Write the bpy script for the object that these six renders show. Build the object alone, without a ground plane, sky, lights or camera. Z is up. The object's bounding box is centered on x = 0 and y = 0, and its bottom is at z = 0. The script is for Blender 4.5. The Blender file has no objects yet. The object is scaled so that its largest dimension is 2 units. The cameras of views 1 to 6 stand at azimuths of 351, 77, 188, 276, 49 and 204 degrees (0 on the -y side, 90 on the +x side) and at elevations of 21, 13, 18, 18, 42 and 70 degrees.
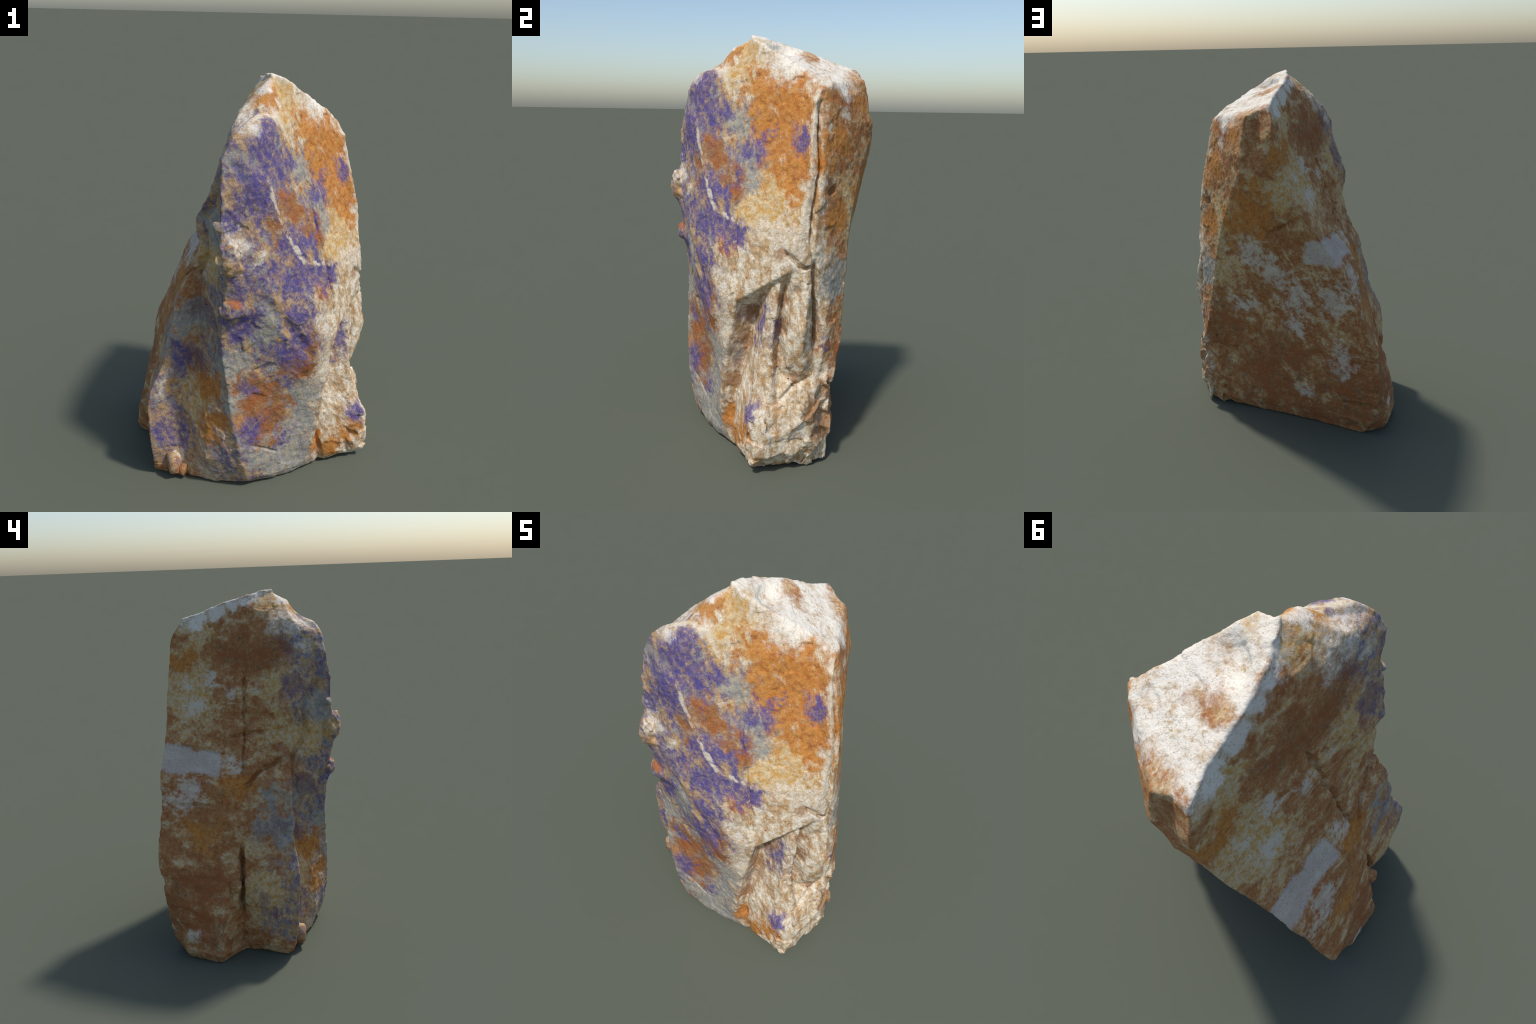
"""A tall, broken, wedge-shaped standing rock of purple / rust / cream quartzite.

The rock is an implicit solid: the broken edges that run up the block are
written as spines (height, x, y); at each height they span a cross-section
polygon, a sloping plane cuts the top off, cracks and hollows are carved and
lumps are added.  The solid is then skinned with surface nets.
"""
import bpy, math
import numpy as np
from mathutils import Vector

VOX = 0.0058

# ------------------------------------------------------------------ noise
def _hash(ix, iy, iz, seed):
    h = (ix.astype(np.int64) * 374761393 + iy.astype(np.int64) * 668265263
         + iz.astype(np.int64) * 2147483647 + seed * 1274126177) & 0xFFFFFFFF
    h = ((h ^ (h >> 13)) * 1274126177) & 0xFFFFFFFF
    return ((h ^ (h >> 16)) & 0xFFFF).astype(np.float32) / 32767.5 - 1.0


def noise3(p, freq, seed=0):
    """Smooth value noise in -1..1 at points p (n,3); freq scalar or (3,)."""
    q = p * np.asarray(freq, np.float32)
    i = np.floor(q)
    f = (q - i).astype(np.float32)
    i = i.astype(np.int64)
    f = f * f * f * (f * (f * 6 - 15) + 10)
    r = np.zeros(len(p), np.float32)
    for dx in (0, 1):
        wx = f[:, 0] if dx else 1 - f[:, 0]
        for dy in (0, 1):
            wy = f[:, 1] if dy else 1 - f[:, 1]
            for dz in (0, 1):
                wz = f[:, 2] if dz else 1 - f[:, 2]
                r += wx * wy * wz * _hash(i[:, 0] + dx, i[:, 1] + dy, i[:, 2] + dz, seed)
    return r


def fbm(p, freq, octaves, seed=0, gain=0.5):
    r, a, s = np.zeros(len(p), np.float32), 1.0, 0.0
    fr = np.asarray(freq, np.float32)
    for o in range(octaves):
        r += a * noise3(p + 3.7 * o, fr, seed + o)
        s += a
        a *= gain
        fr = fr * 2.03
    return r / s


# ------------------------------------------------------------------ spines
# (height, x, y), counter-clockwise seen from above, starting at the front.
SPINES = {
 "front_edge": [(0, -.05, -.362), (.05, -.06, -.40), (.15, -.09, -.418), (.30, -.12, -.436), (.45, -.152, -.433), (.60, -.167, -.425), (.80, -.195, -.418), (.95, -.20, -.43),
                (1.01, -.185, -.46), (1.08, -.19, -.45), (1.20, -.175, -.475), (1.30, -.19, -.465), (1.40, -.205, -.452), (1.55, -.20, -.45), (1.70, -.195, -.42), (1.79, -.15, -.40), (1.842, -.095, -.365),
                (1.868, -.04, -.305), (1.893, -.01, -.26), (1.956, .012, -.215), (2.0, .045, -.135), (2.1, .05, -.12)],
 "front_face": [(0, .06, -.345), (.05, .05, -.375), (.15, .04, -.375), (.35, .03, -.37), (.54, .06, -.362), (.70, .06, -.382), (.85, .06, -.41), (.95, .07, -.42), (1.10, .02, -.435), (1.24, -.02, -.43), (1.40, -.06, -.42), (1.475, -.03, -.41), (1.60, -.08, -.43), (1.70, -.10, -.42), (1.80, -.06, -.395), (1.848, -.04, -.36),
                (1.868, -.005, -.285), (1.893, .005, -.255), (1.956, .02, -.215), (2.0, .047, -.135), (2.1, .052, -.12)],
 "slab_crease": [(0, .16, -.315), (.05, .165, -.335), (.20, .17, -.335), (.35, .18, -.33), (.54, .20, -.34), (.70, .25, -.36), (.80, .26, -.352), (.90, .25, -.35), (1.0, .225, -.35), (1.12, .19, -.342), (1.24, .15, -.342), (1.35, .09, -.362), (1.475, .035, -.386), (1.60, .0, -.395), (1.70, .0, -.375), (1.80, .02, -.338), (1.848, .02, -.308),
                (1.868, .02, -.262), (1.893, .02, -.248), (1.956, .025, -.212), (2.0, .049, -.13), (2.1, .054, -.12)],
 "overhang_tip": [(0, .25, -.28), (.05, .255, -.298), (.20, .285, -.314), (.30, .30, -.318), (.40, .312, -.312), (.50, .32, -.30), (.60, .348, -.292), (.70, .36, -.272), (.80, .378, -.266), (.90, .37, -.25), (1.0, .35, -.252), (1.144, .325, -.244), (1.34, .255, -.24), (1.56, .20, -.195), (1.757, .10, -.24), (1.82, .08, -.24),
                (1.88, .05, -.23), (1.956, .04, -.20), (2.0, .052, -.13), (2.1, .056, -.12)],
 "cave_valley": [(0, .33, -.25), (.07, .34, -.262), (.16, .305, -.262), (.30, .297, -.238), (.40, .335, -.275), (.60, .385, -.262), (.765, .39, -.25), (.90, .405, -.218), (1.0, .405, -.198), (1.144, .39, -.178), (1.34, .32, -.165), (1.56, .26, -.142), (1.757, .16, -.175), (1.90, .085, -.18), (2.0, .06, -.125), (2.1, .06, -.12)],
 "foot_ridge": [(0, .40, -.235), (.068, .424, -.265), (.19, .385, -.258), (.325, .37, -.235), (.45, .41, -.225), (.60, .43, -.205), (.828, .435, -.188), (.90, .447, -.168), (1.0, .447, -.15), (1.144, .435, -.13), (1.34, .38, -.10), (1.56, .315, -.09), (1.757, .23, -.11), (1.90, .13, -.14), (2.1, .08, -.12)],
 "pillar": [(0, .50, -.185), (.05, .575, -.215), (.10, .595, -.213), (.20, .585, -.222), (.30, .55, -.212), (.40, .515, -.175), (.55, .50, -.15), (.67, .50, -.135), (.882, .50, -.114), (1.0, .497, -.096), (1.144, .485, -.075), (1.34, .435, -.045), (1.56, .362, -.04), (1.757, .29, -.047), (1.90, .20, -.07), (2.1, .10, -.12)],
 "pillar_flank": [(0, .51, -.16), (.10, .605, -.18), (.20, .60, -.17), (.31, .566, -.155), (.40, .528, -.125), (.533, .52, -.11), (.65, .52, -.10), (.89, .518, -.085), (1.0, .518, -.074), (1.144, .503, -.06), (1.34, .458, -.022), (1.56, .388, -.015), (1.757, .318, -.016), (1.90, .22, -.05), (2.1, .11, -.11)],
 "pillar_groove": [(0, .52, -.14), (.10, .60, -.15), (.20, .598, -.13), (.31, .560, -.11), (.40, .53, -.085), (.533, .54, -.078), (.65, .54, -.072), (.90, .538, -.052), (1.0, .54, -.05), (1.144, .52, -.043), (1.34, .48, 0), (1.56, .415, .01), (1.757, .345, .015), (1.90, .24, -.03), (2.1, .12, -.10)],
 "bulge_flank": [(0, .525, -.10), (.10, .598, -.10), (.20, .60, -.08), (.31, .578, -.05), (.40, .545, -.04), (.455, .50, -.045), (.52, .53, -.042), (.62, .545, -.048), (.75, .55, -.04), (.86, .53, -.03), (.91, .548, -.03), (1.0, .55, -.03), (1.144, .532, -.028), (1.34, .50, .02), (1.56, .44, .035), (1.757, .38, .06), (1.90, .26, .01), (2.1, .13, -.09)],
 "bulge": [(0, .53, -.06), (.10, .592, -.05), (.20, .598, -.03), (.32, .588, 0), (.40, .568, .01), (.455, .54, .0), (.52, .565, .015), (.60, .588, .003), (.70, .606, .004), (.80, .60, .02), (.90, .585, .02), (.96, .56, .005), (1.05, .565, -.005), (1.10, .553, -.025), (1.20, .543, .003), (1.30, .536, .028), (1.40, .526, .038), (1.55, .488, .053), (1.70, .452, .073), (1.765, .425, .112), (1.90, .29, .05), (2.1, .14, -.08)],
 "right_crack": [(0, .525, .04), (.10, .58, .05), (.25, .585, .06), (.40, .57, .075), (.48, .53, .072), (.60, .535, .064), (.735, .54, .066), (.90, .54, .066), (.98, .56, .06), (1.046, .562, .055), (1.2, .54, .07), (1.30, .522, .095), (1.40, .502, .112), (1.55, .465, .125), (1.70, .423, .145), (1.80, .385, .165), (1.95, .22, .12), (2.1, .15, 0)],
 "right_face": [(0, .52, .09), (.12, .55, .11), (.30, .535, .10), (.43, .525, .115), (.50, .545, .11), (.70, .535, .125), (.90, .515, .14), (1.05, .505, .145), (1.20, .475, .16), (1.306, .45, .175), (1.40, .425, .195), (1.55, .383, .235), (1.64, .355, .25), (1.74, .322, .27), (1.85, .25, .27), (2.1, .14, .1)],
 "back_right_edge": [(0, .508, .13), (.08, .522, .148), (.15, .535, .152), (.28, .532, .142), (.40, .524, .15), (.445, .54, .17), (.50, .51, .188), (.60, .485, .215), (.80, .448, .235), (1.0, .412, .255), (1.2, .366, .288), (1.40, .284, .358), (1.55, .218, .422), (1.62, .215, .438), (1.70, .21, .412), (1.75, .205, .40), (1.9, .18, .38), (2.1, .13, .3)],
 "back_face": [(0, .10, .24), (.10, .11, .265), (.30, .10, .28), (.50, .08, .31), (.72, .07, .334), (.90, .08, .362), (1.05, .09, .385), (1.20, .12, .408), (1.40, .14, .438), (1.50, .14, .458), (1.56, .125, .468), (1.64, .13, .445), (1.75, .13, .40), (1.9, .12, .38), (2.1, .11, .3)],
 "back_face_left": [(0, -.20, .33), (.10, -.20, .36), (.30, -.20, .385), (.50, -.20, .402), (.72, -.18, .42), (.90, -.15, .435), (1.05, -.10, .447), (1.20, -.03, .448), (1.40, .04, .46), (1.55, .05, .478), (1.70, .09, .46), (1.75, .09, .435), (1.9, .10, .38), (2.1, .10, .3)],
 "back_left_edge": [(0, -.43, .40), (.05, -.465, .43), (.10, -.49, .448), (.20, -.505, .465), (.30, -.51, .475), (.40, -.512, .482), (.50, -.497, .488), (.60, -.47, .494), (.70, -.425, .494), (.80, -.395, .494), (.90, -.355, .494), (1.03, -.292, .494), (1.10, -.25, .493), (1.167, -.20, .49), (1.30, -.118, .49), (1.40, -.06, .49), (1.55, -.0, .484), (1.72, .047, .474), (1.77, .052, .455), (1.832, .066, .413), (1.95, .075, .35), (2.1, .08, .3)],
 "left_back_face": [(0, -.54, .345), (.05, -.57, .355), (.15, -.57, .36), (.30, -.555, .37), (.45, -.525, .38), (.60, -.462, .39), (.80, -.408, .39), (.90, -.37, .39), (1.0, -.31, .37), (1.15, -.228, .34), (1.30, -.155, .33), (1.42, -.10, .31), (1.55, -.038, .30), (1.70, .005, .30), (1.86, .065, .30), (1.95, .075, .27), (2.1, .08, .2)],
 "left_lip": [(0, -.60, .158), (.05, -.618, .15), (.15, -.61, .15), (.30, -.572, .145), (.42, -.53, .12), (.50, -.505, .10), (.60, -.465, .14), (.80, -.425, .16), (1.0, -.352, .16), (1.04, -.33, .16), (1.14, -.258, .165), (1.30, -.19, .17), (1.42, -.145, .17), (1.60, -.065, .17), (1.75, -.025, .17), (1.90, .025, .16), (2.1, .06, .1)],
 "left_notch": [(0, -.46, .038), (.10, -.465, .038), (.25, -.478, .038), (.40, -.488, .038), (.47, -.50, .035), (.60, -.468, .04), (.80, -.422, .04), (1.0, -.355, .04), (1.15, -.275, .03), (1.328, -.208, .03), (1.45, -.165, .03), (1.60, -.112, .023), (1.80, -.07, .02), (1.90, -.032, .01), (1.97, .01, .0), (2.1, .05, 0)],
 "left_block_face": [(0, -.49, -.115), (.08, -.51, -.11), (.20, -.53, -.10), (.35, -.54, -.09), (.50, -.52, -.08), (.65, -.458, -.08), (.80, -.422, -.09), (1.0, -.37, -.09), (1.15, -.293, -.09), (1.30, -.245, -.10), (1.42, -.222, -.11), (1.60, -.162, -.11), (1.80, -.11, -.11), (1.92, -.045, -.10), (2.0, .035, -.12), (2.1, .045, -.11)],
 "left_block_edge": [(0, -.51, -.21), (.04, -.525, -.24), (.15, -.532, -.266), (.30, -.538, -.274), (.42, -.545, -.28), (.52, -.53, -.28), (.60, -.492, -.268), (.70, -.45, -.248), (.80, -.435, -.25), (1.0, -.381, -.236), (1.144, -.305, -.228), (1.26, -.28, -.305), (1.33, -.29, -.295), (1.411, -.296, -.276), (1.52, -.248, -.34), (1.655, -.205, -.35), (1.80, -.148, -.32), (1.86, -.105, -.245), (1.956, -.015, -.19), (2.0, .038, -.13), (2.1, .045, -.12)],
 "recess_valley": [(0, -.40, -.262), (.15, -.40, -.245), (.30, -.39, -.215), (.45, -.38, -.208), (.60, -.325, -.20), (.80, -.29, -.20), (1.0, -.285, -.21), (1.12, -.275, -.235), (1.25, -.25, -.318), (1.40, -.25, -.335), (1.52, -.225, -.37), (1.60, -.21, -.388), (1.70, -.198, -.385), (1.80, -.145, -.36), (1.86, -.07, -.265), (1.956, .002, -.208), (2.0, .042, -.132), (2.1, .047, -.12)],
 "recess_side": [(0, -.23, -.33), (.08, -.25, -.345), (.18, -.27, -.37), (.30, -.262, -.366), (.45, -.248, -.355), (.60, -.225, -.345), (.80, -.215, -.34), (1.0, -.22, -.365), (1.15, -.215, -.385), (1.30, -.215, -.405), (1.45, -.208, -.408), (1.60, -.204, -.42), (1.70, -.197, -.40), (1.80, -.135, -.38), (1.86, -.05, -.282), (1.956, .008, -.21), (2.0, .044, -.134), (2.1, .049, -.12)],
}


# the hollow under the overhanging slab: the same edges, set back
HOLLOW = {
 "cave_valley": [(.16, .305, -.262), (.30, .297, -.238), (.40, .297, -.208), (.545, .302, -.185), (.666, .302, -.16), (.80, .315, -.14), (.95, .36, -.14), (1.03, .405, -.198)],
 "foot_ridge": [(.19, .385, -.258), (.325, .37, -.235), (.45, .376, -.198), (.60, .38, -.165), (.72, .385, -.145), (.85, .40, -.125), (.95, .42, -.12), (1.03, .447, -.145)],
 "pillar": [(.30, .55, -.212), (.40, .515, -.178), (.55, .478, -.158), (.67, .48, -.146), (.80, .48, -.122), (.90, .478, -.105), (1.03, .497, -.092)],
 "pillar_flank": [(.31, .566, -.155), (.40, .53, -.128), (.533, .50, -.118), (.65, .502, -.112), (.78, .50, -.10), (.90, .492, -.08), (1.03, .518, -.072)],
 "pillar_groove": [(.31, .560, -.11), (.40, .50, -.085), (.533, .455, -.076), (.65, .442, -.070), (.78, .440, -.060), (.90, .465, -.050), (1.03, .54, -.05)],
}


def section(z, hollow=False):
    pts = []
    for name, ctl in SPINES.items():
        c = np.array(HOLLOW.get(name, ctl) if hollow else ctl)
        pts.append((np.interp(z, c[:, 0], c[:, 1]), np.interp(z, c[:, 0], c[:, 2])))
    return np.array(pts, np.float32)


def polygon_distance(P, poly):
    """Signed distance of points (n,2) to a polygon, negative inside."""
    best = np.full(len(P), 1e9, np.float32)
    inside = np.zeros(len(P), bool)
    n = len(poly)
    x, y = P[:, 0], P[:, 1]
    for i in range(n):
        a, b = poly[i], poly[(i + 1) % n]
        e = b - a
        l2 = float(e @ e)
        if l2 < 1e-10:
            continue
        wx, wy = x - a[0], y - a[1]
        t = np.clip((wx * e[0] + wy * e[1]) / l2, 0, 1)
        best = np.minimum(best, (wx - t * e[0]) ** 2 + (wy - t * e[1]) ** 2)
        if a[1] != b[1]:
            inside ^= ((a[1] > y) != (b[1] > y)) & (x < e[0] * (y - a[1]) / e[1] + a[0])
    d = np.sqrt(best)
    return np.where(inside, -d, d)


def smooth_min(a, b, k):
    h = np.clip(0.5 + 0.5 * (b - a) / k, 0, 1)
    return b + (a - b) * h - k * h * (1 - h)


def smooth_max(a, b, k):
    return -smooth_min(-a, -b, k)


def path_distance(P, pts):
    """Distance from points (n,3) to a polyline, with the position 0..1 along it."""
    pts = np.array(pts, np.float32)
    best = np.full(len(P), 1e9, np.float32)
    along = np.zeros(len(P), np.float32)
    m = len(pts) - 1
    for i in range(m):
        a, e = pts[i], pts[i + 1] - pts[i]
        t = np.clip(((P - a) @ e) / float(e @ e), 0, 1)
        d = ((P - a - t[:, None] * e) ** 2).sum(1)
        c = d < best
        best[c] = d[c]
        along[c] = (i + t[c]) / m
    return np.sqrt(best), along


def ellipsoid(P, centre, radii, yaw=0.0, pitch=0.0):
    q = P - np.array(centre, np.float32)
    c, s = math.cos(yaw), math.sin(yaw)
    q = np.stack([c * q[:, 0] + s * q[:, 1], -s * q[:, 0] + c * q[:, 1], q[:, 2]], 1)
    c, s = math.cos(pitch), math.sin(pitch)
    q = np.stack([c * q[:, 0] + s * q[:, 2], q[:, 1], -s * q[:, 0] + c * q[:, 2]], 1)
    r = np.array(radii, np.float32)
    k = np.sqrt(((q / r) ** 2).sum(1))
    return (k - 1) * r.min()


# cracks and grooves: (name, points, half width, depth)
CRACKS = [
 ("right_edge_crack", [(.435, .11, 1.74), (.46, .095, 1.62), (.50, .085, 1.45), (.525, .06, 1.28), (.55, .04, 1.12), (.56, .045, 1.03)], .011, .028),
 ("right_lower_crack", [(.56, .05, 1.04), (.568, .07, .88), (.572, .078, .72), (.555, .075, .58)], .017, .055),
 ("right_cross_crack", [(.50, -.07, 1.06), (.55, .0, .985), (.57, .05, .99)], .014, .030),
 ("right_hollow", [(.47, .15, 1.33), (.465, .165, 1.29)], .030, .025),
 ("ledge_gap", [(.56, -.10, .33), (.58, -.02, .42), (.565, .05, .45)], .014, .022),
 ("foot_gap", [(.30, -.275, .22), (.335, -.265, .1), (.34, -.255, .0)], .022, .016),
 ("front_crack", [(.20, -.205, 1.62), (.25, -.235, 1.38), (.30, -.25, 1.20), (.345, -.25, 1.0), (.37, -.245, .84)], .009, .013),
 ("lobe_step", [(-.02, -.435, 1.08), (.08, -.416, .95), (.19, -.362, .79), (.25, -.36, .68)], .035, .010),
 ("foot_ledge", [(-.06, -.40, .26), (.02, -.385, .22), (.10, -.36, .17)], .010, .010),
 ("left_fissure", [(-.47, .035, .70), (-.50, .035, .55), (-.50, .038, .42), (-.48, .04, .25)], .016, .055),
 ("left_hairline", [(-.09, .025, 1.66), (-.20, .028, 1.40), (-.29, .03, 1.15), (-.37, .035, .98)], .011, .022),
 ("left_diagonal", [(-.31, -.225, 1.15), (-.335, -.12, 1.09), (-.36, -.02, 1.02), (-.385, .04, .95)], .017, .032),
 ("left_cross", [(-.28, -.26, 1.29), (-.26, -.1, 1.27), (-.245, .02, 1.25), (-.225, .14, 1.22)], .012, .018),
 ("recess_lip", [(-.215, -.385, 1.66), (-.245, -.37, 1.52), (-.285, -.31, 1.41), (-.27, -.335, 1.27), (-.295, -.255, 1.144), (-.33, -.25, 1.05)], .026, .026),
 ("patch_top", [(-.185, .47, 1.165), (-.22, .33, 1.16), (-.255, .165, 1.14), (-.27, .05, 1.13)], .010, .012),
 ("patch_side", [(-.255, .165, 1.15), (-.31, .16, 1.06), (-.36, .155, .98), (-.42, .14, .82)], .007, .010),
 ("course", [(-.36, .47, .89), (-.38, .33, .875), (-.39, .2, .87)], .012, .012),
 ("slab_foot", [(-.05, .42, 1.30), (.0, .46, 1.24), (.08, .42, 1.20), (.12, .42, 1.27)], .012, .016),
]


# outward direction of the side each crack runs over
FACING = {"right": (1, .1, 0), "ledge": (1, 0, 0), "foot": (.4, -.9, 0), "front": (.6, -.8, .1), "lobe": (.2, -1, 0),
          "left": (-1, 0, .3), "patch": (-1, .1, .4), "course": (-1, .2, .3), "slab": (-.3, 1, 0), "recess": (-.8, -.6, 0)}


def facets(P, freq, tilt, offset, seed):
    """Broken-stone relief: random cells, each cut to its own tilted plane."""
    q = P * freq
    base = np.floor(q).astype(np.int64)
    best = np.full(len(P), 1e9, np.float32)
    val = np.zeros(len(P), np.float32)
    for dx in (-1, 0, 1):
        for dy in (-1, 0, 1):
            for dz in (-1, 0, 1):
                c = base + np.array([dx, dy, dz])
                r = [_hash(c[:, 0], c[:, 1], c[:, 2], seed + k) for k in range(7)]
                v = q - (c + .5 + .45 * np.stack(r[:3], 1))
                d = (v * v).sum(1)
                m = d < best
                best[m] = d[m]
                h = tilt / freq * (v[:, 0] * r[3] + v[:, 1] * r[4] + v[:, 2] * r[5]) + offset * r[6]
                val[m] = h[m]
    return val.astype(np.float32)


def build_field():
    lo, hi = np.array([-.68, -.58, -.03]), np.array([.68, .58, 2.05])
    n = np.ceil((hi - lo) / VOX).astype(int) + 1
    xs, ys, zs = (lo[i] + VOX * np.arange(n[i]) for i in range(3))
    X, Y = np.meshgrid(xs, ys, indexing="ij")
    flat = np.stack([X.ravel(), Y.ravel()], 1).astype(np.float32)
    F = np.empty(n, np.float32)
    for k, z in enumerate(zs):
        poly = section(z)
        near = np.all((flat > poly.min(0) - .07) & (flat < poly.max(0) + .07), axis=1)
        layer = np.full(len(flat), .2, np.float32)
        layer[near] = polygon_distance(flat[near], poly)
        if .31 < z < 1.03:
            # below the slanting roof the hollow replaces the full section
            roof = -((flat[near, 0] - .386) * -.762 + (flat[near, 1] + .197) * .067 + (z - .80) * .645)
            inner = polygon_distance(flat[near], section(z, True))
            layer[near] = smooth_max(layer[near], smooth_min(inner, roof / .93, .006), .006)
        F[:, :, k] = layer.reshape(n[0], n[1])
    F *= 0.93                                            # the sides slope
    Z = zs[None, None, :].astype(np.float32)
    # top: one broken plane falling to the right and to the back
    top = (Z - (2.018 - .44 * (X[..., None] - .048) - .28 * (Y[..., None] + .121))) / 1.13
    F = smooth_max(F, top.astype(np.float32), .012)
    # underside: nearly flat, lifted a little under the front right foot
    lift = .018 * np.clip((X - .15) / .3, 0, 1) + .004 * np.clip((-.15 - Y) / .15, 0, 1)
    F = smooth_max(F, (lift[..., None] - Z).astype(np.float32), .02)
    # work on the shell near the surface only
    idx = np.nonzero(np.abs(F.ravel()) < .06)[0]
    ii, jj, kk = np.unravel_index(idx, F.shape)
    P = np.stack([xs[ii], ys[jj], zs[kk]], 1).astype(np.float32)
    f = carve(P, F.ravel()[idx])
    skin = np.abs(f) < .028
    f[skin] = weather(P[skin], f[skin])
    F.ravel()[idx] = f
    return F, lo


def terrace(t):
    """Turn a smooth wave into flat steps with steep risers: chipped stone."""
    i = np.floor(t)
    r = t - i
    r = np.clip((r - .72) / .28, 0, 1)
    return i + r * r * (3 - 2 * r)


def within(v, a, b):
    t = np.clip((v - a) / (b - a), 0, 1)
    return t * t * (3 - 2 * t)


def weather(P, f):
    """Relief of the broken surface."""
    x, y, z = P[:, 0], P[:, 1], P[:, 2]
    # dents, a few chipped facets, then roughness; the back is the smoothest side
    rough = .45 + .55 * within(y - .55 * x, .08, -.10)
    bent = P + .03 * np.stack([fbm(P, 9, 2, 101), fbm(P, 9, 2, 103), fbm(P, 9, 2, 107)], 1)
    f = f - .004 + .005 * fbm(P, 5.5, 2, 11)
    f = f + rough * (facets(bent, 11, .05, .0008, 61) + .0022 * fbm(P, 34, 2, 23))
    # the broken lower right side: upright ribs and crumbled ledges
    low = within(z, .80, .62) * within(x + .3 * y, .36, .45)
    m = low > 0
    f[m] += low[m] * (.008 * fbm(P[m], (20, 20, 3.5), 2, 81) + facets(bent[m], 12, .24, .002, 83) * within(z[m], .6, .3))
    f[m] -= .004 * low[m]
    # the left side is split into courses by shallow ledges
    left = within(x + .25 * y, -.08, -.18) * within(y, -.3, -.2)
    f = f + left * .006 * terrace(2.2 * fbm(P, (2, 3, 9), 2, 91))
    return f


def carve(P, f):
    """Hollows, cracks and lumps."""
    f = smooth_max(f, -ellipsoid(P, (.15, .02, 1.955), (.085, .10, .045), .4), .02)
    f = smooth_max(f, -ellipsoid(P, (.175, .47, 1.70), (.085, .055, .115), -.35), .012)
    wob = P + .012 * np.stack([fbm(P, 14, 2, 31), fbm(P, 14, 2, 37), fbm(P, 14, 2, 41)], 1)
    for name, pts, w, depth in CRACKS:
        pts = np.array(pts, np.float32)
        near = np.all((P > pts.min(0) - .07) & (P < pts.max(0) + .07), axis=1)
        n = np.array(FACING[name.split("_")[0]], np.float32)
        n /= np.linalg.norm(n)
        flat = lambda v: v - (v @ n)[:, None] * n
        d, t = path_distance(flat(wob[near]), flat(pts))
        ends = np.clip(np.minimum(t, 1 - t) * 6, .15, 1)
        f[near] += depth * ends * np.clip(1 - d / w, 0, 1) ** .8
    f = smooth_min(f, ellipsoid(P, (.518, .145, .440), (.030, .028, .030)) + .006 * fbm(P, 30, 2, 57), .012)
    # the pale knob of crust on the front edge and small teeth below it
    f = smooth_min(f, ellipsoid(P, (-.168, -.462, 1.285), (.055, .040, .072)) + .016 * fbm(P, 26, 2, 51), .02)
    f = smooth_min(f, ellipsoid(P, (-.165, -.45, 1.03), (.05, .026, .035)) + .008 * fbm(P, 30, 2, 53), .012)
    f = smooth_min(f, ellipsoid(P, (-.20, -.435, 1.42), (.035, .024, .025)) + .008 * fbm(P, 30, 2, 54), .012)
    return f


def surface_nets(F, lo):
    inside = F < 0
    nx, ny, nz = F.shape
    cells = np.zeros((nx - 1, ny - 1, nz - 1), np.int8)
    for a in (0, 1):
        for b in (0, 1):
            for c in (0, 1):
                cells += inside[a:nx - 1 + a, b:ny - 1 + b, c:nz - 1 + c]
    ci, cj, ck = np.nonzero((cells > 0) & (cells < 8))
    acc = np.zeros((len(ci), 3))
    cnt = np.zeros(len(ci))
    for axis in range(3):
        o1, o2 = [(1, 2), (0, 2), (0, 1)][axis]
        for u in (0, 1):
            for v in (0, 1):
                off = [0, 0, 0]
                off[o1], off[o2] = u, v
                a = F[ci + off[0], cj + off[1], ck + off[2]]
                off2 = list(off)
                off2[axis] += 1
                b = F[ci + off2[0], cj + off2[1], ck + off2[2]]
                m = (a < 0) != (b < 0)
                t = np.where(m, a / np.where(m, a - b, 1), 0)
                p = np.stack([ci + off[0], cj + off[1], ck + off[2]], 1).astype(float)
                p[:, axis] += t
                acc[m] += p[m]
                cnt[m] += 1
    verts = acc / cnt[:, None] * VOX + lo
    index = -np.ones(cells.shape, np.int64)
    index[ci, cj, ck] = np.arange(len(ci))
    quads = []
    for axis in range(3):
        sl0 = [slice(None)] * 3
        sl1 = [slice(None)] * 3
        sl0[axis], sl1[axis] = slice(0, -1), slice(1, None)
        a, b = inside[tuple(sl0)], inside[tuple(sl1)]
        i = np.stack(np.nonzero(a != b), 1)
        o1, o2 = [(1, 2), (2, 0), (0, 1)][axis]
        i = i[(i[:, o1] > 0) & (i[:, o2] > 0) & (i[:, o1] < F.shape[o1] - 1) & (i[:, o2] < F.shape[o2] - 1)]
        e1, e2 = np.eye(3, dtype=int)[o1], np.eye(3, dtype=int)[o2]
        q = np.stack([index[tuple((i - d).T)] for d in (e1 + e2, e2, 0 * e1, e1)], 1)
        flip = ~a[tuple(i.T)]
        q[flip] = q[flip][:, ::-1]
        quads.append(q)
    return verts.astype(np.float32), np.concatenate(quads)


def make_mesh(name, verts, quads):
    me = bpy.data.meshes.new(name)
    me.vertices.add(len(verts))
    me.vertices.foreach_set("co", verts.ravel())
    me.loops.add(quads.size)
    me.loops.foreach_set("vertex_index", quads.ravel().astype(np.int32))
    me.polygons.add(len(quads))
    me.polygons.foreach_set("loop_start", np.arange(0, quads.size, 4, dtype=np.int32))
    me.update(calc_edges=True)
    me.validate()
    me.polygons.foreach_set("use_smooth", np.ones(len(me.polygons), bool))
    return me


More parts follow.
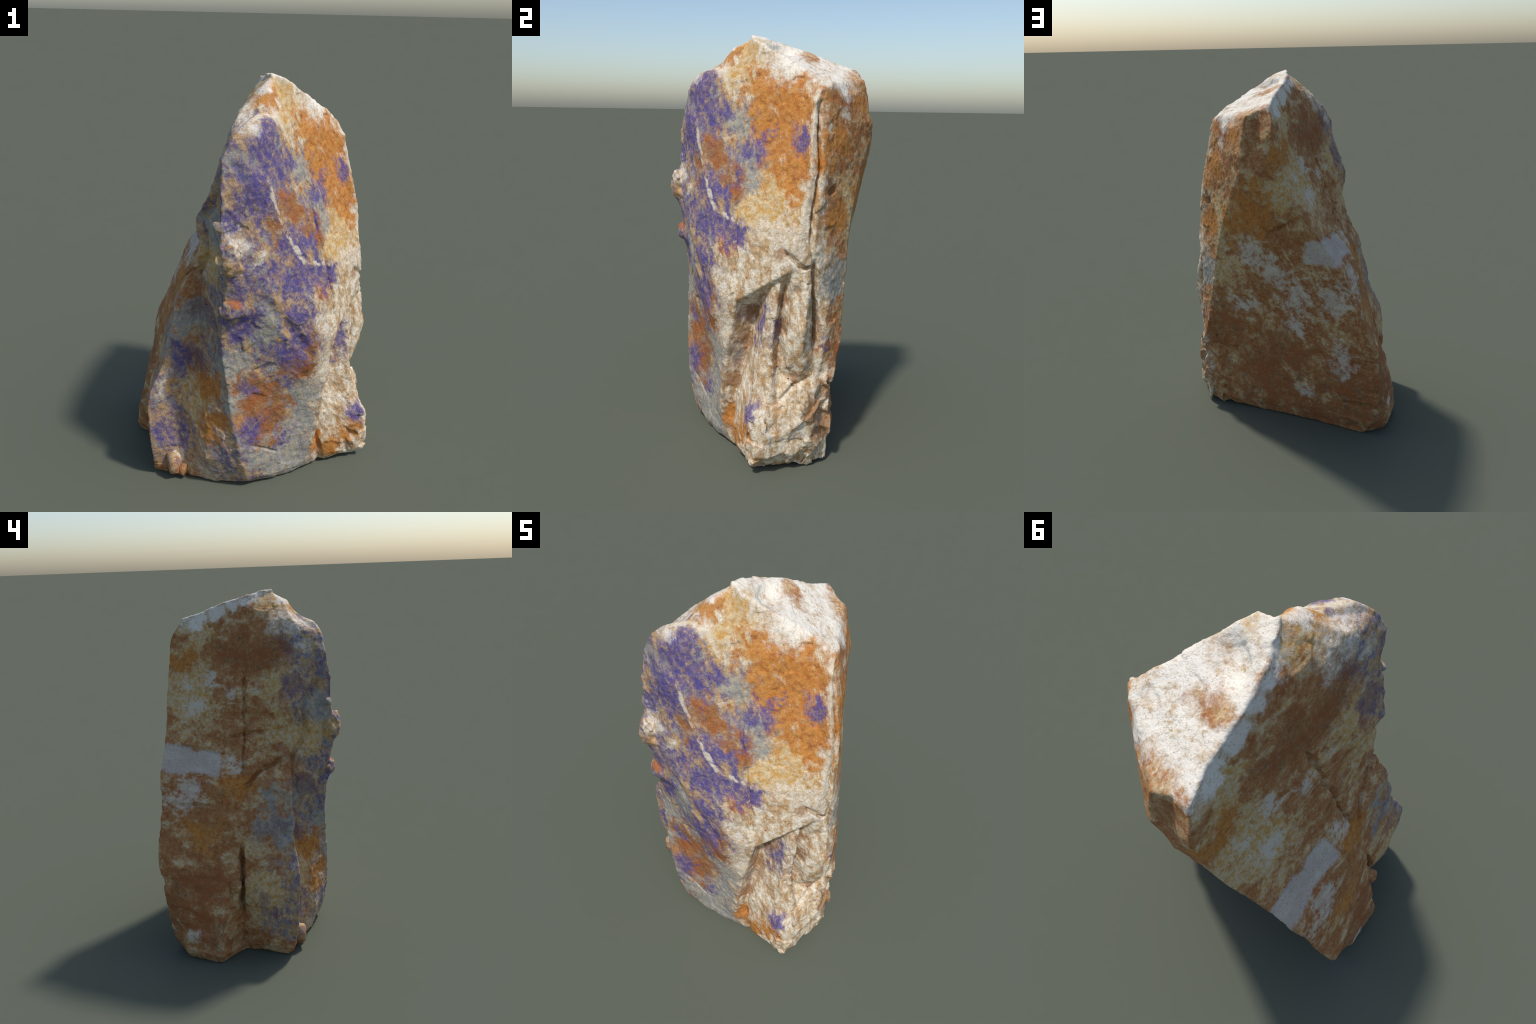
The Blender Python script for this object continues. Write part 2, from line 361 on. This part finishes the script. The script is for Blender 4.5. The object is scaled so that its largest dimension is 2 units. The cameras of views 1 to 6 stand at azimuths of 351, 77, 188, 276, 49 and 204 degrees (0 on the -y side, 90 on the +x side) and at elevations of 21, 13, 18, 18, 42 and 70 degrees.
F, lo = build_field()
verts, quads = surface_nets(F, lo)
mesh = make_mesh("rock_body", verts, quads)
# fine grain of the broken surface
nrm = np.empty(len(mesh.vertices) * 3, np.float32)
mesh.vertices.foreach_get("normal", nrm)
nrm = nrm.reshape(-1, 3)
verts = verts + nrm * (.0022 * fbm(verts, 55, 2, 71))[:, None]
verts[:, 2] = np.maximum(verts[:, 2], 0)
verts[:, 2] *= 2.0 / verts[:, 2].max()
mesh.vertices.foreach_set("co", verts.ravel())
mesh.update()

# ==== MATERIALS
mat = bpy.data.materials.new("stained_quartzite")
mat.use_nodes = True
nt = mat.node_tree
N, Lk = nt.nodes, nt.links


def node(kind, **props):
    n = N.new(kind)
    for k, v in props.items():
        setattr(n, k, v)
    return n


def put(sock, val):
    if isinstance(val, bpy.types.NodeSocket):
        Lk.new(val, sock)
    elif isinstance(val, tuple) and len(val) == 3 and sock.type == "RGBA":
        sock.default_value = (*val, 1)
    else:
        sock.default_value = val


def math_(op, a, b=0.0, c=0.0, clamp=False):
    n = node("ShaderNodeMath", operation=op, use_clamp=clamp)
    for i, v in enumerate((a, b, c)):
        put(n.inputs[i], v)
    return n.outputs[0]


def vmath(op, a, b=(0, 0, 0), scale=None):
    n = node("ShaderNodeVectorMath", operation=op)
    put(n.inputs[0], a)
    put(n.inputs[1], b)
    if scale is not None:
        put(n.inputs[3], scale)
    return n.outputs["Value"] if op in ("DISTANCE", "DOT_PRODUCT", "LENGTH") else n.outputs[0]


def noise_(vec, scale, detail=3, rough=.55, distort=0.0, colour=False, kind="FBM"):
    n = node("ShaderNodeTexNoise", noise_type=kind)
    put(n.inputs["Vector"], vec)
    n.inputs["Scale"].default_value = scale
    n.inputs["Detail"].default_value = detail
    n.inputs["Roughness"].default_value = rough
    n.inputs["Distortion"].default_value = distort
    return n.outputs["Color"] if colour else n.outputs[0]


def step(v, a, b):
    n = node("ShaderNodeMapRange", interpolation_type="SMOOTHSTEP")
    put(n.inputs[0], v)
    n.inputs[1].default_value, n.inputs[2].default_value = a, b
    return n.outputs[0]


def mix(f, a, b):
    n = node("ShaderNodeMix", data_type="RGBA")
    put(n.inputs[0], f)
    put(n.inputs[6], a)
    put(n.inputs[7], b)
    return n.outputs[2]


P0 = node("ShaderNodeTexCoord").outputs["Object"]
centred = lambda v: vmath("SUBTRACT", v, (.5, .5, .5))
warp = vmath("ADD", vmath("SCALE", centred(noise_(P0, 5, 4, .6, colour=True)), scale=.22),
             vmath("SCALE", centred(noise_(P0, 26, 4, .65, colour=True)), scale=.07))
PW = vmath("ADD", P0, warp)


def streaked(rot, scale):
    """Coordinates stretched along a bedding direction."""
    m = node("ShaderNodeMapping")
    put(m.inputs["Vector"], P0)
    m.inputs["Rotation"].default_value = tuple(math.radians(r) for r in rot)
    m.inputs["Scale"].default_value = scale
    m.vector_type = "TEXTURE"
    return m.outputs[0]


PS = streaked((0, -27, 0), (.72, .72, 1.7))        # front: down to the right
PB = streaked((0, 35, 0), (.9, 1.5, 1.1))           # back and left: lying across

n_edge = noise_(P0, 8, 8, .74, .3)                   # eats the edges of stains
n_edge_front = noise_(PS, 9, 8, .75, .3)
n_mid = noise_(PS, 17, 7, .72, .35)
n_mid_back = noise_(PB, 15, 7, .70, .3)
n_small = noise_(P0, 40, 6, .74, .25)
n_fine = noise_(P0, 130, 3, .6, .5)
threads = noise_(PS, 22, 5, .6, 1.0, kind="RIDGED_MULTIFRACTAL")


def region(spots, radius_default=.1, grow=1.0, at=None):
    at = PW if at is None else at
    m = None
    for s in spots:
        r = (s[3] if len(s) > 3 else radius_default) * grow
        v = math_("MULTIPLY_ADD", vmath("DISTANCE", at, tuple(s[:3])), -1.0 / r, 1.0)
        m = v if m is None else math_("MAXIMUM", m, v)
    return math_("MAXIMUM", m, -1.2)


def stain(base, colour, spots, r, breakup, amount, soft=.5, strength=1.0, bias=0.0, grow=1.45, at=None):
    """Lay a colour over the base where the spots are, its edge eaten by noise."""
    m = math_("ADD", region(spots, r, grow, at), math_("MULTIPLY_ADD", breakup, amount, bias - amount * .5))
    f = math_("MULTIPLY", step(m, .1, .1 + soft), strength)
    return mix(f, base, colour)


CREAM, PALE, TAN = (.60, .475, .29), (.81, .755, .65), (.40, .235, .10)  # PALE raised toward the near-white of burnt-out sunlit edges
OCHRE, ORANGE, RUST = (.56, .32, .09), (.52, .17, .02), (.34, .115, .035)
BROWN, DARK = (.42, .21, .075), (.20, .095, .045)
PURPLE, VIOLET, SLATE = (.075, .065, .25), (.17, .115, .20), (.28, .285, .27)

# bed rock: pale quartzite, stained brown on the back and the left side
pale = mix(step(n_mid, .40, .58), mix(step(n_small, .4, .6), TAN, mix(n_fine, BROWN, CREAM)), mix(step(n_small, .35, .65), CREAM, PALE))
brown = mix(step(n_mid_back, .45, .66), mix(step(n_small, .38, .62), RUST, BROWN), mix(step(n_small, .35, .6), OCHRE, CREAM))
side = vmath("DOT_PRODUCT", PW, (-.6, 1.0, 0))
col = mix(step(math_("MULTIPLY_ADD", n_edge, .5, side), .02, .16), pale, brown)

# the front wears a mixed skin of violet, slate and warm tan
skin = mix(step(n_mid, .44, .56), mix(step(n_small, .42, .6), VIOLET, SLATE), mix(step(n_small, .4, .58), TAN, mix(n_fine, BROWN, CREAM)))
col = stain(col, skin, [(-.08, -.42, 1.68, .24), (-.08, -.44, 1.40, .24), (.0, -.42, 1.1, .28), (.0, -.40, .8, .28), (.0, -.39, .45, .28), (.02, -.38, .15, .25), (.2, -.25, 1.5, .22), (.2, -.30, 1.2, .18), (-.40, -.25, .5, .15), (-.45, -.24, .25, .16)], .2, n_edge_front, 1.5, grow=1.15, bias=.35)

ochre2 = mix(step(n_small, .40, .60), OCHRE, CREAM)
col = stain(col, ochre2, [(.09, -.16, 1.93), (.12, -.17, 1.86), (.43, -.08, 1.29), (.38, -.15, 1.22), (.37, .29, 1.23), (.02, .30, 1.76), (-.06, .38, 1.46), (-.11, .34, 1.36), (-.18, -.11, 1.53), (-.25, -.32, 1.24), (-.53, -.07, .39), (-.27, -.18, 1.26), (.02, .48, 1.45), (.35, .28, .95), (-.27, -.30, .49)], .12, n_edge, 4.0)
grey2 = mix(step(n_small, .42, .60), SLATE, mix(n_fine, CREAM, SLATE))
col = stain(col, grey2, [(.17, -.21, 1.62, .06), (.22, -.18, 1.57, .06), (.27, -.18, 1.45, .06), (.31, -.18, 1.35, .06), (-.16, -.42, .72), (-.14, -.43, .53), (.0, -.42, .87), (.14, -.35, .13, .16), (-.01, -.40, .22, .13), (.10, -.37, .70, .09), (.22, -.35, .50, .11), (.20, -.34, .30, .09), (.0, -.41, .95, .06), (-.12, -.43, 1.65, .07), (-.35, -.23, .88, .13), (.48, .19, .91), (-.22, -.39, 1.41), (-.44, -.11, .76), (-.45, -.21, .74)], .09, n_edge_front, 3.0)
rust2 = mix(step(n_mid_back, .40, .60), RUST, mix(step(n_small, .35, .65), BROWN, DARK))
col = stain(col, rust2, [(-.02, -.40, .54, .13), (.02, -.39, .41, .12), (.17, -.38, .68), (.04, -.37, 1.38, .08), (-.15, -.46, 1.06, .03), (.11, -.31, 1.46, .09), (.25, -.25, 1.33, .08), (.42, .23, .57, .14), (-.01, .33, .45, .17), (.16, .26, .22, .22), (-.20, .36, .12, .2), (-.31, .42, .27, .17), (-.38, .43, .18, .17), (-.52, .27, .44, .16), (-.53, .37, .36, .14), (-.58, .25, .2, .12), (-.09, .04, 1.67), (-.07, .11, 1.66), (-.14, -.08, 1.65), (.32, .26, 1.75)], .11, n_edge, 4.0)
orange2 = mix(step(n_small, .36, .60), mix(step(n_mid, .35, .65), ORANGE, RUST), mix(n_fine, OCHRE, ORANGE))
col = stain(col, orange2, [(.30, -.06, 1.71, .14), (.25, -.11, 1.71, .1), (.30, -.09, 1.60, .1), (.35, -.08, 1.49, .09), (.38, .02, 1.67, .13), (.45, .01, 1.44, .12), (.33, -.01, 1.78, .1), (.47, .0, 1.32, .09), (.41, -.06, 1.38, .08), (.38, -.02, 1.57, .1), (.20, -.14, 1.80, .07), (0, -.24, 1.91, .07), (.50, -.24, .18, .09), (.39, -.26, .13, .08), (.33, -.26, .16, .06), (.30, -.29, 1.04, .06), (.16, .40, 1.31, .15), (.31, .32, 1.21), (.27, .35, 1.71, .07), (0, .40, 1.60), (-.24, -.32, .55, .1), (-.21, -.36, .37, .1), (-.36, .08, .97, .09), (-.44, .25, .71), (.45, .19, 1.20), (.41, .20, 1.51)], .1, n_edge_front, 3.2)
white2 = mix(math_("MULTIPLY_ADD", n_small, 1.2, -.2), PALE, mix(.5, SLATE, CREAM))
col = stain(col, white2, [(.05, .38, .96, .12), (.19, .35, 1.04, .1), (-.05, .39, .82, .12), (-.05, .36, .65), (-.27, .46, .85, .12), (-.31, .09, 1.08, .06), (-.15, .11, 1.45, .05), (-.19, -.05, 1.46, .045), (-.34, .33, .92), (-.08, .34, .21, .07), (-.30, .43, .46), (-.06, .37, 1.46, .05), (-.12, .34, 1.36, .05), (.27, .28, .72, .08), (-.59, .30, .16, .06), (-.09, .23, 1.51, .05), (.35, .26, 1.65, .05)], .1, math_("MULTIPLY_ADD", n_small, .4, math_("MULTIPLY", n_mid_back, .6)), 5.0, grow=1.3, strength=.72, soft=.8)
# one clean, freshly split pale panel on the left side
px, py, pz = node("ShaderNodeSeparateXYZ").outputs
put(px.node.inputs[0], vmath("ADD", P0, vmath("SCALE", warp, scale=.45)))
panel = math_("SUBTRACT", py, .165)
for edge in (math_("SUBTRACT", -.10, px), math_("SUBTRACT", math_("MULTIPLY_ADD", py, .06, 1.135), pz), math_("SUBTRACT", pz, math_("MULTIPLY_ADD", py, .10, .985))):
    panel = math_("MINIMUM", panel, edge)
col = mix(math_("MULTIPLY", step(math_("MULTIPLY_ADD", math_("SUBTRACT", n_edge, .5), .10, panel), -.006, .016), .72), col, mix(math_("MULTIPLY_ADD", n_small, .9, .0), PALE, SLATE))
purple2 = mix(step(n_small, .45, .62), mix(step(n_mid, .46, .62), PURPLE, mix(.5, VIOLET, PURPLE)), mix(step(n_mid, .42, .6), VIOLET, mix(n_fine, TAN, SLATE)))
col = stain(col, purple2, [(-.04, -.38, 1.76, .1), (-.04, -.41, 1.57, .13), (.08, -.30, 1.63, .09), (-.14, -.44, 1.44), (-.09, -.43, 1.38, .07), (.16, -.35, 1.19, .1), (.16, -.36, 1.10, .14), (.17, -.39, .97, .12), (-.07, -.44, 1.11, .1), (-.11, -.43, .92, .1), (.11, -.39, .79, .12), (-.08, -.41, .59, .05), (.12, -.38, .59, .05), (-.05, -.41, .35, .08), (.10, -.36, .25, .06), (.27, -.18, 1.48, .07), (.42, .01, 1.54, .06), (.31, -.09, 1.58, .025), (.25, -.24, 1.36, .05), (.02, -.38, 1.66, .1), (.0, -.41, 1.48, .09), (.10, -.36, 1.28, .07), (.20, -.30, 1.29, .08), (.31, -.28, 1.08, .08), (.43, -.16, .67, .09), (.54, .12, .62, .04), (.51, -.22, .30, .06), (-.39, -.23, .69, .06), (-.46, -.25, .28, .1)], .08, n_edge_front, 4.0, strength=.92, soft=.7)
col = stain(col, mix(n_small, VIOLET, DARK), [(-.25, -.29, .95, .1), (-.27, -.27, .68, .07), (-.17, -.22, 1.68, .06), (-.24, -.25, 1.51, .05), (-.45, -.12, .75, .07), (-.5, -.1, .35, .08)], .08, n_edge_front, 4.0, strength=.6)
cream2 = mix(step(n_small, .4, .62), PALE, mix(n_mid, CREAM, TAN))
col = stain(col, cream2, [(-.10, -.37, 1.82, .07), (-.14, -.46, 1.34, .06), (-.12, -.43, 1.41, .04), (.32, -.31, .82, .07), (.31, -.32, .69, .06), (.51, -.07, 1.07, .1), (.42, -.14, 1.14, .08), (-.04, -.44, 1.25, .035), (.31, -.31, .59, .08), (.27, -.34, .88, .06), (.06, -.26, 1.83, .05), (.17, -.24, 1.53, .03), (-.11, -.22, 1.85, .12), (-.19, -.32, 1.70, .07), (-.49, -.27, .53, .06), (-.41, -.26, .11, .05),
                          (.10, .0, 1.95, .1), (.25, .05, 1.87, .13), (.36, .12, 1.80, .08), (.20, .25, 1.83, .12), (.10, .33, 1.85, .08), (.46, .09, 1.62, .035), (.52, .05, 1.35, .035)], .08, n_edge_front, 3.0, grow=1.2, strength=.8)
# the top's colour is lightened for overexposing sun from above, most along the ridge
col = stain(col, mix(step(n_mid, .48, .68), PALE, mix(n_small, CREAM, TAN)), [(.10, .0, 1.95, .14), (.25, .05, 1.87, .16), (.36, .12, 1.80, .1), (.20, .25, 1.83, .16), (.30, .22, 1.79, .12), (.10, .33, 1.85, .1)], .1, n_edge, 2.0, grow=1.2)
col = stain(col, PALE, [(.045, -.12, 2.0, .05), (.02, .0, 1.96, .05), (.035, .1, 1.935, .05), (.05, .2, 1.905, .05), (.065, .3, 1.87, .045), (.0, -.2, 1.96, .04)], .05, n_edge, 1.5, strength=.85)
# dark brown patches in the deep grooves of the broken side
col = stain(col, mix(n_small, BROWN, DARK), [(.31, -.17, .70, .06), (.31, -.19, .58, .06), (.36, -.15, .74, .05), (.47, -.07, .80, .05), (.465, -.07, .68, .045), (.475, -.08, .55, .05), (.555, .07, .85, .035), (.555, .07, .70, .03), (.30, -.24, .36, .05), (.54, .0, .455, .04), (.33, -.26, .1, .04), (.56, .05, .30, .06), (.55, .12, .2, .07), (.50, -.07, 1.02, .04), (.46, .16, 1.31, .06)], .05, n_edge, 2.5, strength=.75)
# white quartz veins: down the crease of the slab and along the right edge
PV = vmath("ADD", P0, vmath("SCALE", warp, scale=.22))


def vein(base, points, width, strength):
    """A wavering quartz line along a path of straight runs."""
    d = None
    for a, b in zip(points[:-1], points[1:]):
        a, b = Vector(a), Vector(b)
        e = b - a
        v = vmath("SUBTRACT", PV, tuple(a))
        t = math_("MULTIPLY", vmath("DOT_PRODUCT", v, tuple(e)), 1 / e.length_squared, clamp=True)
        run = vmath("DISTANCE", v, vmath("SCALE", tuple(e), scale=t))
        d = run if d is None else math_("MINIMUM", d, run)
    m = math_("MULTIPLY_ADD", math_("SUBTRACT", n_mid, .5), .07, d)
    return mix(math_("MULTIPLY", step(m, width, width * .3), strength), base, mix(n_small, PALE, CREAM))


col = vein(col, [(-.02, -.41, 1.66), (.035, -.386, 1.475), (.09, -.36, 1.35), (.155, -.343, 1.24), (.20, -.325, 1.185), (.325, -.243, 1.144)], .013, .8)
col = vein(col, [(.435, .095, 1.74), (.48, .062, 1.55), (.528, .035, 1.30), (.548, .0, 1.12)], .020, .75)
col = vein(col, [(-.08, -.35, 1.835), (.0, -.29, 1.84), (.06, -.26, 1.82), (.10, -.245, 1.755)], .020, .85)
# pale threads and pits through everything
col = mix(math_("MULTIPLY", step(threads, 1.1, 1.6), .65), col, CREAM)
col = mix(math_("MULTIPLY", step(n_fine, .60, .74), .30), col, PALE)
col = mix(math_("MULTIPLY", step(n_fine, .46, .30), .45), col, DARK)
col = mix(math_("MULTIPLY", step(n_small, .44, .30), .45), col, mix(.5, col, DARK))

bsdf = N["Principled BSDF"]
put(bsdf.inputs["Base Color"], col)
bsdf.inputs["Roughness"].default_value = .8
bsdf.inputs["Specular IOR Level"].default_value = .3
bump = node("ShaderNodeBump")
bump.inputs["Strength"].default_value = .6
bump.inputs["Distance"].default_value = .009
put(bump.inputs["Height"], math_("ADD", noise_(P0, 75, 5, .7), math_("ADD", n_small, n_mid)))
put(bsdf.inputs["Normal"], bump.outputs[0])
mesh.materials.append(mat)

root = bpy.data.objects.new("standing_rock", None)
bpy.context.collection.objects.link(root)
root["label"] = "tall wedge-shaped broken rock with purple, rust and cream stains"
root["category"] = "rock"
body = bpy.data.objects.new("rock_body", mesh)
bpy.context.collection.objects.link(body)
body.parent = root


def stone_chip(at, size, yaw, seed):
    """A small angular splinter wedged in the rock: a box cut by random planes."""
    import bmesh
    rng = np.random.default_rng(seed)
    bm = bmesh.new()
    bmesh.ops.create_cube(bm, size=2)
    for k in range(9):
        n = Vector(rng.normal(size=3)).normalized()
        bmesh.ops.bisect_plane(bm, geom=bm.verts[:] + bm.edges[:] + bm.faces[:], plane_co=n * rng.uniform(.95, 1.2), plane_no=n, clear_outer=True)
        bmesh.ops.holes_fill(bm, edges=[e for e in bm.edges if e.is_boundary])
    bmesh.ops.bevel(bm, geom=bm.edges[:], offset=.08, segments=2, affect="EDGES")
    c, sn = math.cos(yaw), math.sin(yaw)
    for v in bm.verts:
        p = Vector((v.co.x * size[0], v.co.y * size[1], v.co.z * size[2]))
        v.co = Vector((c * p.x - sn * p.y, sn * p.x + c * p.y, p.z)) + Vector(at)
    bmesh.ops.recalc_face_normals(bm, faces=bm.faces)
    me = bpy.data.meshes.new("stone_chip")
    bm.to_mesh(me)
    bm.free()
    me.polygons.foreach_set("use_smooth", np.ones(len(me.polygons), bool))
    me.materials.append(mat)
    ob = bpy.data.objects.new("stone_chip", me)
    bpy.context.collection.objects.link(ob)
    ob.parent = root


stone_chip((-.425, -.272, .085), (.034, .03, .06), .4, 3)
stone_chip((-.385, -.285, .05), (.02, .018, .03), .9, 4)
stone_chip((-.515, .075, .425), (.03, .032, .035), .2, 5)
